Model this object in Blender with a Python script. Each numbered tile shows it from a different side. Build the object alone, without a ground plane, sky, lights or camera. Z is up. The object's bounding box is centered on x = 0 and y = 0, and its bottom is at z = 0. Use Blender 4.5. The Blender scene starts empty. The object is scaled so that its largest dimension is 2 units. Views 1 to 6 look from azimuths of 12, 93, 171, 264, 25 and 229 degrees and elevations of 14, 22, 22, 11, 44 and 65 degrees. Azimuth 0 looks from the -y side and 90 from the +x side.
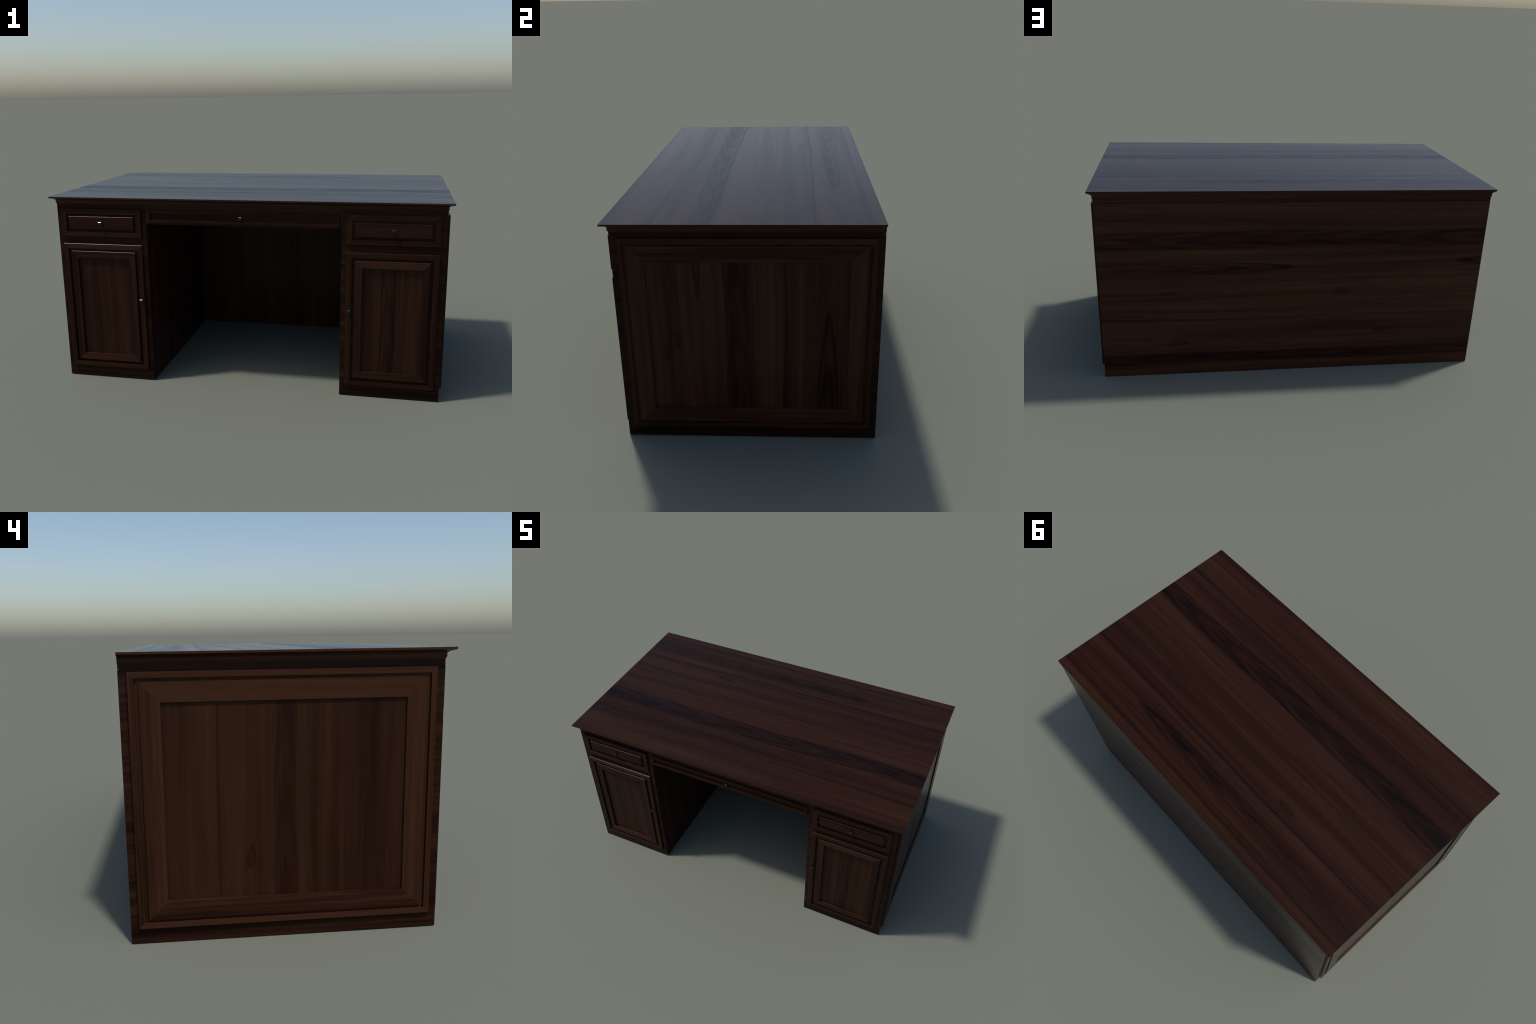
# Dark walnut pedestal writing desk: two pedestals with drawer and door, centre
# drawer over the knee hole, framed side panels, moulded top.  Metres, z up.
import bpy, math
from mathutils import Vector

# ------------------------------------------------------------------ sizes
TOP_Z, SLAB_Z = 0.980, 0.9725          # table top, underside of the thin slab
BX, BYF, BYB = 0.971, -0.519, 0.548    # carcass half width, front face, back face
CROWN_Z = 0.9415                       # where the moulding starts
KNEE_X = 0.4895                        # knee hole half width
KNEE_BACK = 0.4518
PROUD = 0.0122                         # frames stand this far off the carcass
FLOOR = 0.0028                         # groove floor above the carcass face
SPEC = 0.10
CH = 0.0030                            # rounding of frame edges
ROUND = [math.radians(90*i/5) for i in range(6)]

# ------------------------------------------------------------------ node helper
class G:
    """Tiny expression builder for shader nodes."""
    def __init__(self, name):
        self.mat = bpy.data.materials.new(name)
        self.mat.use_nodes = True
        self.nt = self.mat.node_tree
        self.bsdf = self.nt.nodes["Principled BSDF"]
    def node(self, t, **kw):
        n = self.nt.nodes.new(t)
        for k, v in kw.items():
            setattr(n, k, v)
        return n
    def put(self, sock, v):
        if isinstance(v, bpy.types.NodeSocket):
            self.nt.links.new(v, sock)
        else:
            sock.default_value = v
    def m(self, op, a, b=0.0, c=0.0, clamp=False):
        n = self.node("ShaderNodeMath", operation=op, use_clamp=clamp)
        self.put(n.inputs[0], a); self.put(n.inputs[1], b); self.put(n.inputs[2], c)
        return n.outputs[0]
    def add(self, a, b): return self.m("ADD", a, b)
    def sub(self, a, b): return self.m("SUBTRACT", a, b)
    def mul(self, a, b): return self.m("MULTIPLY", a, b)
    def mad(self, a, b, c): return self.m("MULTIPLY_ADD", a, b, c)
    def step(self, x, lo, hi):
        n = self.node("ShaderNodeMapRange", interpolation_type="SMOOTHSTEP")
        self.put(n.inputs[0], x)
        a, b, r0, r1 = (lo, hi, 0.0, 1.0) if lo < hi else (hi, lo, 1.0, 0.0)
        n.inputs[1].default_value = a; n.inputs[2].default_value = b
        n.inputs[3].default_value = r0; n.inputs[4].default_value = r1
        return n.outputs[0]
    def gauss(self, x, c, w):
        d = self.mul(self.sub(x, c), 1.0 / w)
        return self.m("EXPONENT", self.mul(self.mul(d, d), -1.0))
    def vec(self, x, y, z=0.0):
        n = self.node("ShaderNodeCombineXYZ")
        for i, v in enumerate((x, y, z)):
            self.put(n.inputs[i], v)
        return n.outputs[0]
    def noise(self, v, detail=2.0, rough=0.5, dist=0.0):
        n = self.node("ShaderNodeTexNoise")
        self.put(n.inputs["Vector"], v)
        n.inputs["Scale"].default_value = 1.0
        n.inputs["Detail"].default_value = detail
        n.inputs["Roughness"].default_value = rough
        n.inputs["Distortion"].default_value = dist
        return n.outputs["Fac"]
    def mix(self, f, a, b):
        n = self.node("ShaderNodeMix", data_type="RGBA")
        self.put(n.inputs[0], f); self.put(n.inputs[6], a); self.put(n.inputs[7], b)
        return n.outputs[2]
    def ramp(self, f, stops):
        n = self.node("ShaderNodeValToRGB")
        e = n.color_ramp.elements
        while len(e) < len(stops):
            e.new(0.5)
        for el, (p, c) in zip(e, stops):
            el.position = p; el.color = (*c, 1.0)
        self.put(n.inputs[0], f)
        return n.outputs[0]

DARK  = (0.0050, 0.0016, 0.0010)
MID   = (0.0210, 0.0075, 0.0038)
LIGHT = (0.0440, 0.0180, 0.0090)

def wood(name, grain, tone=0.0, seed=0.0, contrast=1.0, features=(), gain=1.0, rough=0.27, dull=0.06):
    """Walnut.  grain: axis letters (along, across), in object space.
    tone shifts between dark and light wood.  features: figure of that board -
      ("line", c, w, k)                dark line along the grain
      ("band", c, w, k)                wide dark streaky band
      ("glow", c, w, k)                lighter band
      ("arch", c, w, l, dir, k)        nested cathedral arches, apex at l, opening to dir
      ("knot", l, c, a, b, k)          elliptic knot"""
    g = G(name)
    tc = g.node("ShaderNodeTexCoord")
    sp = g.node("ShaderNodeSeparateXYZ")
    g.nt.links.new(tc.outputs["Object"], sp.inputs[0])
    ax = {"x": sp.outputs[0], "y": sp.outputs[1], "z": sp.outputs[2]}
    ax["h"] = g.add(ax["x"], ax["y"])            # any horizontal run
    L, C = ax[grain[0]], ax[grain[1]]
    wob = g.sub(g.noise(g.vec(g.mul(L, 1.3), g.mul(C, 3.0), seed), 1.0), 0.5)
    Cw = g.mad(wob, 0.028, C)
    n1 = g.noise(g.vec(g.mul(L, 0.55), g.mul(Cw, 15.0), seed + 3.1), 2.0)
    n2 = g.noise(g.vec(g.mul(L, 1.3), g.mul(Cw, 62.0), seed + 7.7), 3.0, 0.62)
    n3 = g.noise(g.vec(g.mul(L, 9.0), g.mul(Cw, 330.0), seed + 1.3), 2.0, 0.6)
    t = g.mad(g.sub(n1, 0.5), 1.05 * contrast, 0.5 + tone)
    t = g.mad(g.sub(n2, 0.5), 0.95 * contrast, t)
    t = g.mad(g.sub(n3, 0.5), 0.40 * contrast, t)
    streak = g.step(g.noise(g.vec(g.mul(L, 5.0), g.mul(Cw, 120.0), seed + 5.0), 3.0, 0.65), 0.30, 0.62)
    for f in features:
        kind = f[0]
        if kind == "line":
            t = g.mad(g.gauss(Cw, f[1], f[2]), -f[3], t)
        elif kind == "glow":
            t = g.mad(g.gauss(Cw, f[1], f[2]), f[3], t)
        elif kind == "band":
            d = g.m("ABSOLUTE", g.sub(Cw, f[1]))
            edge = g.mad(g.sub(n2, 0.5), 0.5 * f[2], d)
            mask = g.step(edge, f[2] * 1.10, f[2] * 0.75)
            q = g.mul(g.sub(Cw, f[1]), 1.0 / f[2])
            ph = g.mad(g.mul(q, q), 3.2, g.mul(L, 9.0))
            ph = g.mad(g.sub(n2, 0.5), 2.2, ph)
            arcs = g.mad(g.m("SINE", g.mul(ph, 2.4)), 0.5, 0.5)
            body = g.mad(g.mul(arcs, g.mad(streak, 0.6, 0.4)), -0.62, 1.0)
            t = g.mad(g.mul(mask, body), -f[3], t)
        elif kind == "arch":
            _, c, w, l0, dr, k = f
            run = g.mul(g.sub(L, l0), float(dr))          # distance behind the apex
            q = g.mul(g.sub(Cw, c), 1.0 / w)
            ph = g.mad(g.mul(q, q), -0.50, run)           # parabola coordinate
            ph = g.mad(g.sub(n2, 0.5), 0.045, ph)
            inside = g.mul(g.step(ph, -0.012, 0.03), g.step(g.m("ABSOLUTE", q), 1.7, 1.1))
            rings = g.mad(g.m("SINE", g.mul(ph, 25.0)), 0.5, 0.5)
            rings = g.mad(rings, 0.75, 0.3)
            rings = g.mul(rings, g.mad(streak, 0.5, 0.55))
            rings = g.mul(rings, g.mad(g.step(g.m("ABSOLUTE", q), 0.6, 1.3), -0.6, 1.0))
            fade = g.mad(g.step(run, 0.1, 1.1), -0.45, 1.0)
            t = g.mad(g.mul(g.mul(inside, rings), fade), -k, t)
        elif kind == "knot":
            _, l0, c, a, b, k = f
            u = g.mul(g.sub(L, l0), 1.0 / a)
            v = g.mul(g.add(g.sub(C, c), g.mul(g.sub(L, l0), 0.25 * b / a)), 1.0 / b)
            r = g.m("SQRT", g.add(g.mul(u, u), g.mul(v, v)))
            r = g.mad(g.sub(n2, 0.5), 0.5, r)
            ring = g.mad(g.m("COSINE", g.mul(r, 8.0)), 0.35, 0.65)
            t = g.mad(g.mul(g.step(r, 1.5, 0.4), ring), -k, t)
    # warm / cool patches
    hue = g.noise(g.vec(g.mul(L, 1.1), g.mul(Cw, 6.0), seed + 11.0), 1.0)
    dk, md, lt = (tuple(gain * x for x in c) for c in (DARK, MID, LIGHT))
    a = g.ramp(t, [(0.0, dk), (0.5, md), (1.0, lt)])
    red = g.node("ShaderNodeMix", data_type="RGBA", blend_type="MULTIPLY")
    red.inputs[0].default_value = 1.0
    g.put(red.inputs[6], a)
    g.put(red.inputs[7], g.mix(g.step(hue, 0.35, 0.65), (1.0, 0.94, 0.98, 1), (1.0, 1.02, 0.96, 1)))
    g.put(g.bsdf.inputs["Base Color"], red.outputs[2])
    tt = g.m("ADD", t, 0.0, clamp=True)            # dark late wood is duller than light wood
    g.put(g.bsdf.inputs["Roughness"], g.mad(tt, -dull, rough + 0.5*dull))
    g.bsdf.inputs["Specular IOR Level"].default_value = SPEC
    # open pores: short dashes along the grain
    pore = g.noise(g.vec(g.mul(L, 45.0), g.mul(C, 420.0), g.mul(L, 3.0)), 1.0)
    patch = g.step(g.noise(g.vec(g.mul(L, 3.0), g.mul(C, 14.0), seed), 1.0), 0.5, 0.7)
    hgt = g.mad(g.mul(g.step(pore, 0.62, 0.75), patch), -1.0, g.mul(n3, 0.35))
    bump = g.node("ShaderNodeBump")
    bump.inputs["Strength"].default_value = 0.12
    bump.inputs["Distance"].default_value = 0.0012
    g.put(bump.inputs["Height"], hgt)
    g.nt.links.new(bump.outputs[0], g.bsdf.inputs["Normal"])
    return g.mat

def metal(name):
    g = G(name)
    tc = g.node("ShaderNodeTexCoord")
    n = g.node("ShaderNodeTexNoise")
    g.nt.links.new(tc.outputs["Object"], n.inputs["Vector"])
    n.inputs["Scale"].default_value = 160.0
    g.put(g.bsdf.inputs["Base Color"],
          g.ramp(n.outputs["Fac"], [(0.3, (0.050, 0.053, 0.047)), (0.7, (0.066, 0.068, 0.060))]))
    g.bsdf.inputs["Metallic"].default_value = 1.0
    g.put(g.bsdf.inputs["Roughness"], g.mad(n.outputs["Fac"], 0.06, 0.25))
    return g.mat

# ------------------------------------------------------------------ mesh helpers
COLL = bpy.context.scene.collection

def make(name, verts, faces, mat, parent):
    me = bpy.data.meshes.new(name)
    me.from_pydata([tuple(v) for v in verts], [], faces)
    me.validate()
    import bmesh
    bm = bmesh.new(); bm.from_mesh(me)
    bmesh.ops.recalc_face_normals(bm, faces=bm.faces)
    bm.to_mesh(me); bm.free()
    if mat: me.materials.append(mat)
    ob = bpy.data.objects.new(name, me)
    COLL.objects.link(ob)
    ob.parent = parent
    return ob

def loft(name, rings, mat, parent):
    """Closed solid through rings of equal vertex count."""
    n = len(rings[0]); V = [v for r in rings for v in r]; F = []
    for k in range(len(rings) - 1):
        for i in range(n):
            j = (i + 1) % n
            F.append((k*n + i, k*n + j, (k+1)*n + j, (k+1)*n + i))
    F.append(tuple(range(n))[::-1])
    F.append(tuple(range((len(rings)-1)*n, len(rings)*n)))
    return make(name, V, F, mat, parent)

def box(name, x, y, z, mat, parent, ch=0.0):
    """Box with a small flat chamfer on every edge."""
    def ring(zz, i):
        x0, x1, y0, y1 = x[0]+i, x[1]-i, y[0]+i, y[1]-i
        if ch <= 0:
            return [(x0,y0,zz),(x1,y0,zz),(x1,y1,zz),(x0,y1,zz)]
        c = ch
        return [(x0+c,y0,zz),(x1-c,y0,zz),(x1,y0+c,zz),(x1,y1-c,zz),
                (x1-c,y1,zz),(x0+c,y1,zz),(x0,y1-c,zz),(x0,y0+c,zz)]
    if ch <= 0:
        return loft(name, [ring(z[0],0), ring(z[1],0)], mat, parent)
    return loft(name, [ring(z[0],ch), ring(z[0]+ch,0), ring(z[1]-ch,0), ring(z[1],ch)], mat, parent)

class Face:
    """A carcass face: maps (u along, z up, h outward) to space."""
    def __init__(self, kind):
        self.kind = kind
    def p(self, u, z, h):
        if self.kind == "front": return (u, BYF - h, z)
        if self.kind == "right": return (BX + h, u, z)
        return (-BX - h, u, z)

FRONT, RIGHT, LEFT = Face("front"), Face("right"), Face("left")

def moulded_frame(face, u, z, width, parent, mats, names=("frame_rail", "frame_stile"),
                  h0=0.0, h1=PROUD, c_out=CH):
    """Four mitred bars round the rectangle u x z; mats = top, bottom, stile0, stile1."""
    arc = [(c_out - c_out*math.cos(a), h1 - c_out + c_out*math.sin(a)) for a in ROUND] if c_out > 0 else [(0, h1)]
    prof = [(0, h0)] + arc + [(width, h1), (width, h0)]
    def corner(i, j, a):                       # inset a from corner i,j
        return (u[i] + (a if i == 0 else -a), z[j] + (a if j == 0 else -a))
    sides = [((0,1),(1,1),names[0],mats[0]), ((0,0),(1,0),names[0],mats[1]),
             ((0,0),(0,1),names[1],mats[2]), ((1,0),(1,1),names[1],mats[3])]
    for a, b, nm, mt in sides:
        ra = [face.p(*corner(*a, o), h) for o, h in prof]
        rb = [face.p(*corner(*b, o), h) for o, h in prof]
        loft(nm, [ra, rb], mt, parent)

def slab(face, name, u, z, h, mat, parent, ch=0.0):
    """Board lying on a face; front edges chamfered by ch."""
    def ring(hh, i):
        return [face.p(u[0]+i, z[0]+i, hh), face.p(u[1]-i, z[0]+i, hh),
                face.p(u[1]-i, z[1]-i, hh), face.p(u[0]+i, z[1]-i, hh)]
    if ch > 0:
        return loft(name, [ring(h[0],0)] + [ring(h[1]-ch+ch*math.sin(a), ch-ch*math.cos(a)) for a in ROUND], mat, parent)
    return loft(name, [ring(h[0],0), ring(h[1],0)], mat, parent)

KNOB_MESH = [None]
def knob(x, z, y, mat, parent):
    """Square metal knob: stem and a head with wide chamfers; y is the board surface."""
    if KNOB_MESH[0] is None:
        s, c, st = 0.0085, 0.0024, 0.0042
        def sq(r, d): return [(-r,d,-r),(r,d,-r),(r,d,r),(-r,d,r)]
        ob = loft("knob", [sq(st,0.0005), sq(st,-0.006), sq(s-0.001,-0.0062), sq(s,-0.0072),
                           sq(s,-0.0155+c), sq(s-c,-0.0155)], mat, parent)
        KNOB_MESH[0] = ob.data
    else:
        ob = bpy.data.objects.new("knob", KNOB_MESH[0])
        COLL.objects.link(ob); ob.parent = parent
    ob.location = (x, y, z)
    return ob

# ------------------------------------------------------------------ woods
W_TOP = wood("walnut_top", "xy", 0.04, 0.0, 0.80, gain=0.76, rough=0.24, dull=0.13, features=[
    ("band", -0.165, 0.056, 0.44), ("line", -0.352, 0.006, 0.34), ("line", -0.30, 0.03, 0.10),
    ("glow", -0.43, 0.06, 0.10), ("glow", -0.05, 0.07, 0.16), ("glow", 0.20, 0.05, 0.06),
    ("line", 0.282, 0.005, 0.48), ("line", 0.49, 0.006, 0.24), ("glow", 0.525, 0.03, 0.12),
    ("arch", 0.385, 0.042, 0.54, -1, 0.50), ("knot", -0.39, 0.23, 0.055, 0.017, 0.46)])
W_EDGE = wood("walnut_edge", "hz", 0.40, 4.0, 0.5)
W_CROWN = wood("walnut_crown", "hz", 0.12, 9.0, 0.7, gain=1.5)
W_BODY = wood("walnut_carcass", "hz", -0.06, 21.0, 1.3)
W_APRON = wood("walnut_apron", "xz", 0.08, 25.0, 0.7, gain=1.35)
W_BACK = wood("walnut_back", "xz", 0.14, 14.0, 0.75, gain=1.75, features=[  # gain brightens the board's base colour to lift the shaded rear
    ("band", 0.735, 0.048, 0.48), ("arch", 0.590, 0.036, -0.01, 1, 0.58),
    ("arch", 0.600, 0.040, -0.81, -1, 0.5), ("line", 0.31, 0.006, 0.30),
    ("band", 0.090, 0.032, 0.38), ("knot", 0.64, 0.457, 0.045, 0.013, 0.4),
    ("knot", -0.237, 0.444, 0.04, 0.016, 0.4), ("knot", -0.17, 0.495, 0.05, 0.012, 0.25),
    ("knot", 0.596, 0.175, 0.05, 0.016, 0.4), ("knot", -0.47, 0.218, 0.05, 0.014, 0.4),
    ("glow", 0.42, 0.09, 0.10), ("glow", 0.86, 0.05, 0.08)])
W_KNEE_SIDE = wood("walnut_knee_side", "zy", 0.0, 31.0, 0.9, gain=1.25)
W_KNEE_BACK = wood("walnut_knee_back", "zx", 0.06, 37.0, 0.8, [("arch", 0.10, 0.05, 0.85, -1, 0.3)], gain=1.5)
W_PANEL_R = wood("walnut_panel_right", "zy", 0.10, 41.0, 0.85, gain=1.5, features=[  # gain makes this panel's base colour lighter than the left panel's
    ("band", -0.035, 0.052, 0.36), ("line", 0.162, 0.005, 0.3), ("arch", -0.182, 0.03, 0.645, 1, 0.42),
    ("arch", 0.335, 0.05, 0.62, -1, 0.5), ("knot", 0.41, -0.325, 0.04, 0.014, 0.4),
    ("knot", 0.47, -0.277, 0.04, 0.012, 0.35)])
W_PANEL_L = wood("walnut_panel_left", "zy", 0.13, 47.0, 0.62, [
    ("band", 0.015, 0.042, 0.28), ("line", 0.237, 0.005, 0.28), ("glow", 0.30, 0.12, 0.14),
    ("line", -0.22, 0.14, 0.16), ("knot", 0.29, 0.135, 0.045, 0.014, 0.4)])
W_DOOR_L = wood("walnut_door_left", "zx", 0.06, 53.0, 0.9, gain=1.05)
W_DOOR_R = wood("walnut_door_right", "zx", 0.06, 59.0, 0.8, gain=1.15, features=[("band", 0.715, 0.04, 0.34)])
W_FRONT = wood("walnut_drawer_front", "xz", 0.07, 61.0, 0.5)
H = {k: wood("walnut_rail_" + k, "hz", t, s, c) for k, t, s, c in
     (("dark", -0.05, 71.0, 1.0), ("mid", 0.06, 73.0, 0.9), ("light", 0.48, 77.0, 0.7), ("figured", 0.10, 79.0, 1.6))}
V = {k: wood("walnut_stile_" + k, g, t, s, c) for k, g, t, s, c in
     (("dark", "zx", -0.02, 81.0, 1.0), ("mid", "zx", 0.05, 83.0, 0.9), ("figured", "zx", 0.10, 85.0, 1.6),
      ("side", "zy", 0.28, 87.0, 0.8), ("side_figured", "zy", 0.24, 89.0, 1.4))}
R = {k: wood("walnut_right_" + k, g, t, s, c, gain=1.35) for k, g, t, s, c in  # gain lightens these bars to match the right end's shade-side brightness
     (("rail", "yz", 0.14, 91.0, 0.9), ("rail_figured", "yz", 0.06, 93.0, 1.5), ("stile", "zy", 0.20, 95.0, 0.9))}
METAL = metal("dark_steel")

# ------------------------------------------------------------------ desk
desk = bpy.data.objects.new("writing_desk", None)
COLL.objects.link(desk)
desk["label"] = "dark walnut pedestal desk with panelled doors and drawers"
desk["category"] = "desk"

# top: thin slab over a cavetto-and-bead moulding that is flush at the back
def top_ring(z, o):
    return [(-BX-o, BYF-o, z), (BX+o, BYF-o, z), (BX+o, BYB, z), (-BX-o, BYB, z)]
top = loft("tabletop", [top_ring(SLAB_Z, 0.029), top_ring(TOP_Z, 0.029)], W_TOP, desk)
top.data.materials.append(W_EDGE)
for p in top.data.polygons:
    p.material_index = 0 if abs(p.normal.z) > 0.5 else 1
loft("crown_moulding", [top_ring(z, o) for z, o in
     ((CROWN_Z, 0.0), (0.9455, 0.0022), (0.950, 0.0040), (0.955, 0.0040), (0.959, 0.0030),
      (0.9622, 0.0052), (0.9658, 0.0095), (0.9692, 0.0185), (SLAB_Z, 0.0288))], W_CROWN, desk)

# carcass
for s in (-1, 1):
    xs = sorted((s*KNEE_X, s*BX))
    ped = box("pedestal", xs, (BYF, BYB - 0.010), (0.0, CROWN_Z), W_BODY, desk)
    ped.data.materials.append(W_KNEE_SIDE)
    for p in ped.data.polygons:
        if p.normal.x * s < -0.5:
            p.material_index = 1
box("knee_back_panel", (-KNEE_X, KNEE_X), (KNEE_BACK, KNEE_BACK + 0.012), (0.0, 0.93), W_KNEE_BACK, desk)
bp = box("back_panel", (-BX, BX), (BYB - 0.010, BYB), (0.0, 0.9235), W_BACK, desk)
bp.data.materials.append(W_BODY)
for p in bp.data.polygons:
    p.material_index = 1 if abs(p.normal.x) > 0.5 else 0
box("back_rail", (-BX, BX), (BYB - 0.010, BYB - 0.0006), (0.9250, CROWN_Z), W_APRON, desk)
box("apron", (-KNEE_X, KNEE_X), (BYF, -0.10), (0.846, CROWN_Z), W_APRON, desk)

# drawers: centre one has a sunk field, the side ones a raised field
def drawer(u, z, rail, raised, mats, kx):
    dr = slab(FRONT, "drawer", (u[0]+0.002, u[1]-0.002), (z[0]+0.002, z[1]-0.002), (-0.02, FLOOR), W_BODY, desk)
    moulded_frame(FRONT, u, z, rail, dr, mats)
    if raised:
        gap = rail + 0.0132
        slab(FRONT, "drawer_panel", (u[0]+gap, u[1]-gap), (z[0]+gap, z[1]-gap), (0.0, PROUD), W_FRONT, dr, CH)
        surf = BYF - PROUD
    else:
        surf = BYF - FLOOR
    knob(kx, 0.5*(z[0]+z[1]), surf, METAL, dr)

drawer((-0.9455, -0.5150), (0.7735, 0.9180), 0.0256, True, (H["dark"], H["figured"], V["dark"], V["mid"]), -0.7302)
drawer((0.5150, 0.9455), (0.7735, 0.9180), 0.0256, True, (H["figured"], H["dark"], V["dark"], V["dark"]), 0.7302)
drawer((-0.4825, 0.4825), (0.8540, 0.9180), 0.0158, False, (H["dark"], H["dark"], V["dark"], V["dark"]), 0.0)

# doors: outer strip, groove, inner frame, sunk panel
def door(u, panel, outer, inner, kx):
    z = (0.0590, 0.7365)
    dr = slab(FRONT, "door", (u[0]+0.002, u[1]-0.002), (z[0]+0.002, z[1]-0.002), (-0.02, FLOOR - 0.0014), W_BODY, desk)
    moulded_frame(FRONT, u, z, 0.0256, dr, outer)
    g = 0.0256 + 0.0138
    ui, zi = (u[0]+g, u[1]-g), (z[0]+g, z[1]-g)
    moulded_frame(FRONT, ui, zi, 0.0355, dr, inner, ("panel_rail", "panel_stile"))
    w = 0.0345
    slab(FRONT, "door_panel", (ui[0]+w, ui[1]-w), (zi[0]+w, zi[1]-w), (0.0, FLOOR - 0.0004), panel, dr)
    knob(kx, 0.4450, BYF - PROUD, METAL, dr)

door((-0.9455, -0.5150), W_DOOR_L, (H["light"], H["mid"], V["dark"], V["mid"]),
     (H["mid"], H["light"], V["dark"], V["dark"]), -0.5305)
door((0.5150, 0.9455), W_DOOR_R, (H["mid"], H["dark"], V["mid"], V["figured"]),
     (H["light"], H["mid"], V["mid"], V["dark"]), 0.5305)

# framed end panels
def end_panel(face, panel, outer, inner, ground):
    u, z = (-0.4900, 0.5190), (0.0570, 0.9180)
    ep = slab(face, "end_panel", (u[0]+0.002, u[1]-0.002), (z[0]+0.002, z[1]-0.002), (-0.02, 0.0045), ground, desk)
    moulded_frame(face, u, z, 0.0196, ep, outer, h1=0.0128, c_out=0.0)
    g = 0.0196 + 0.0146
    ui, zi = (u[0]+g, u[1]-g), (z[0]+g-0.005, z[1]-g+0.003)
    moulded_frame(face, ui, zi, 0.0660, ep, inner, ("panel_rail", "panel_stile"), h1=0.0128, c_out=0.0)
    w = 0.0650
    slab(face, "field_panel", (ui[0]+w, ui[1]-w), (zi[0]+w, zi[1]-w), (0.0, 0.0058), panel, ep)

end_panel(RIGHT, W_PANEL_R, (R["rail"], R["rail_figured"], R["stile"], R["stile"]),
          (R["rail_figured"], R["rail"], R["stile"], R["stile"]), R["stile"])
end_panel(LEFT, W_PANEL_L, (H["light"], H["light"], V["side"], V["side_figured"]),
          (H["light"], H["figured"], V["side"], V["side_figured"]), V["side"])
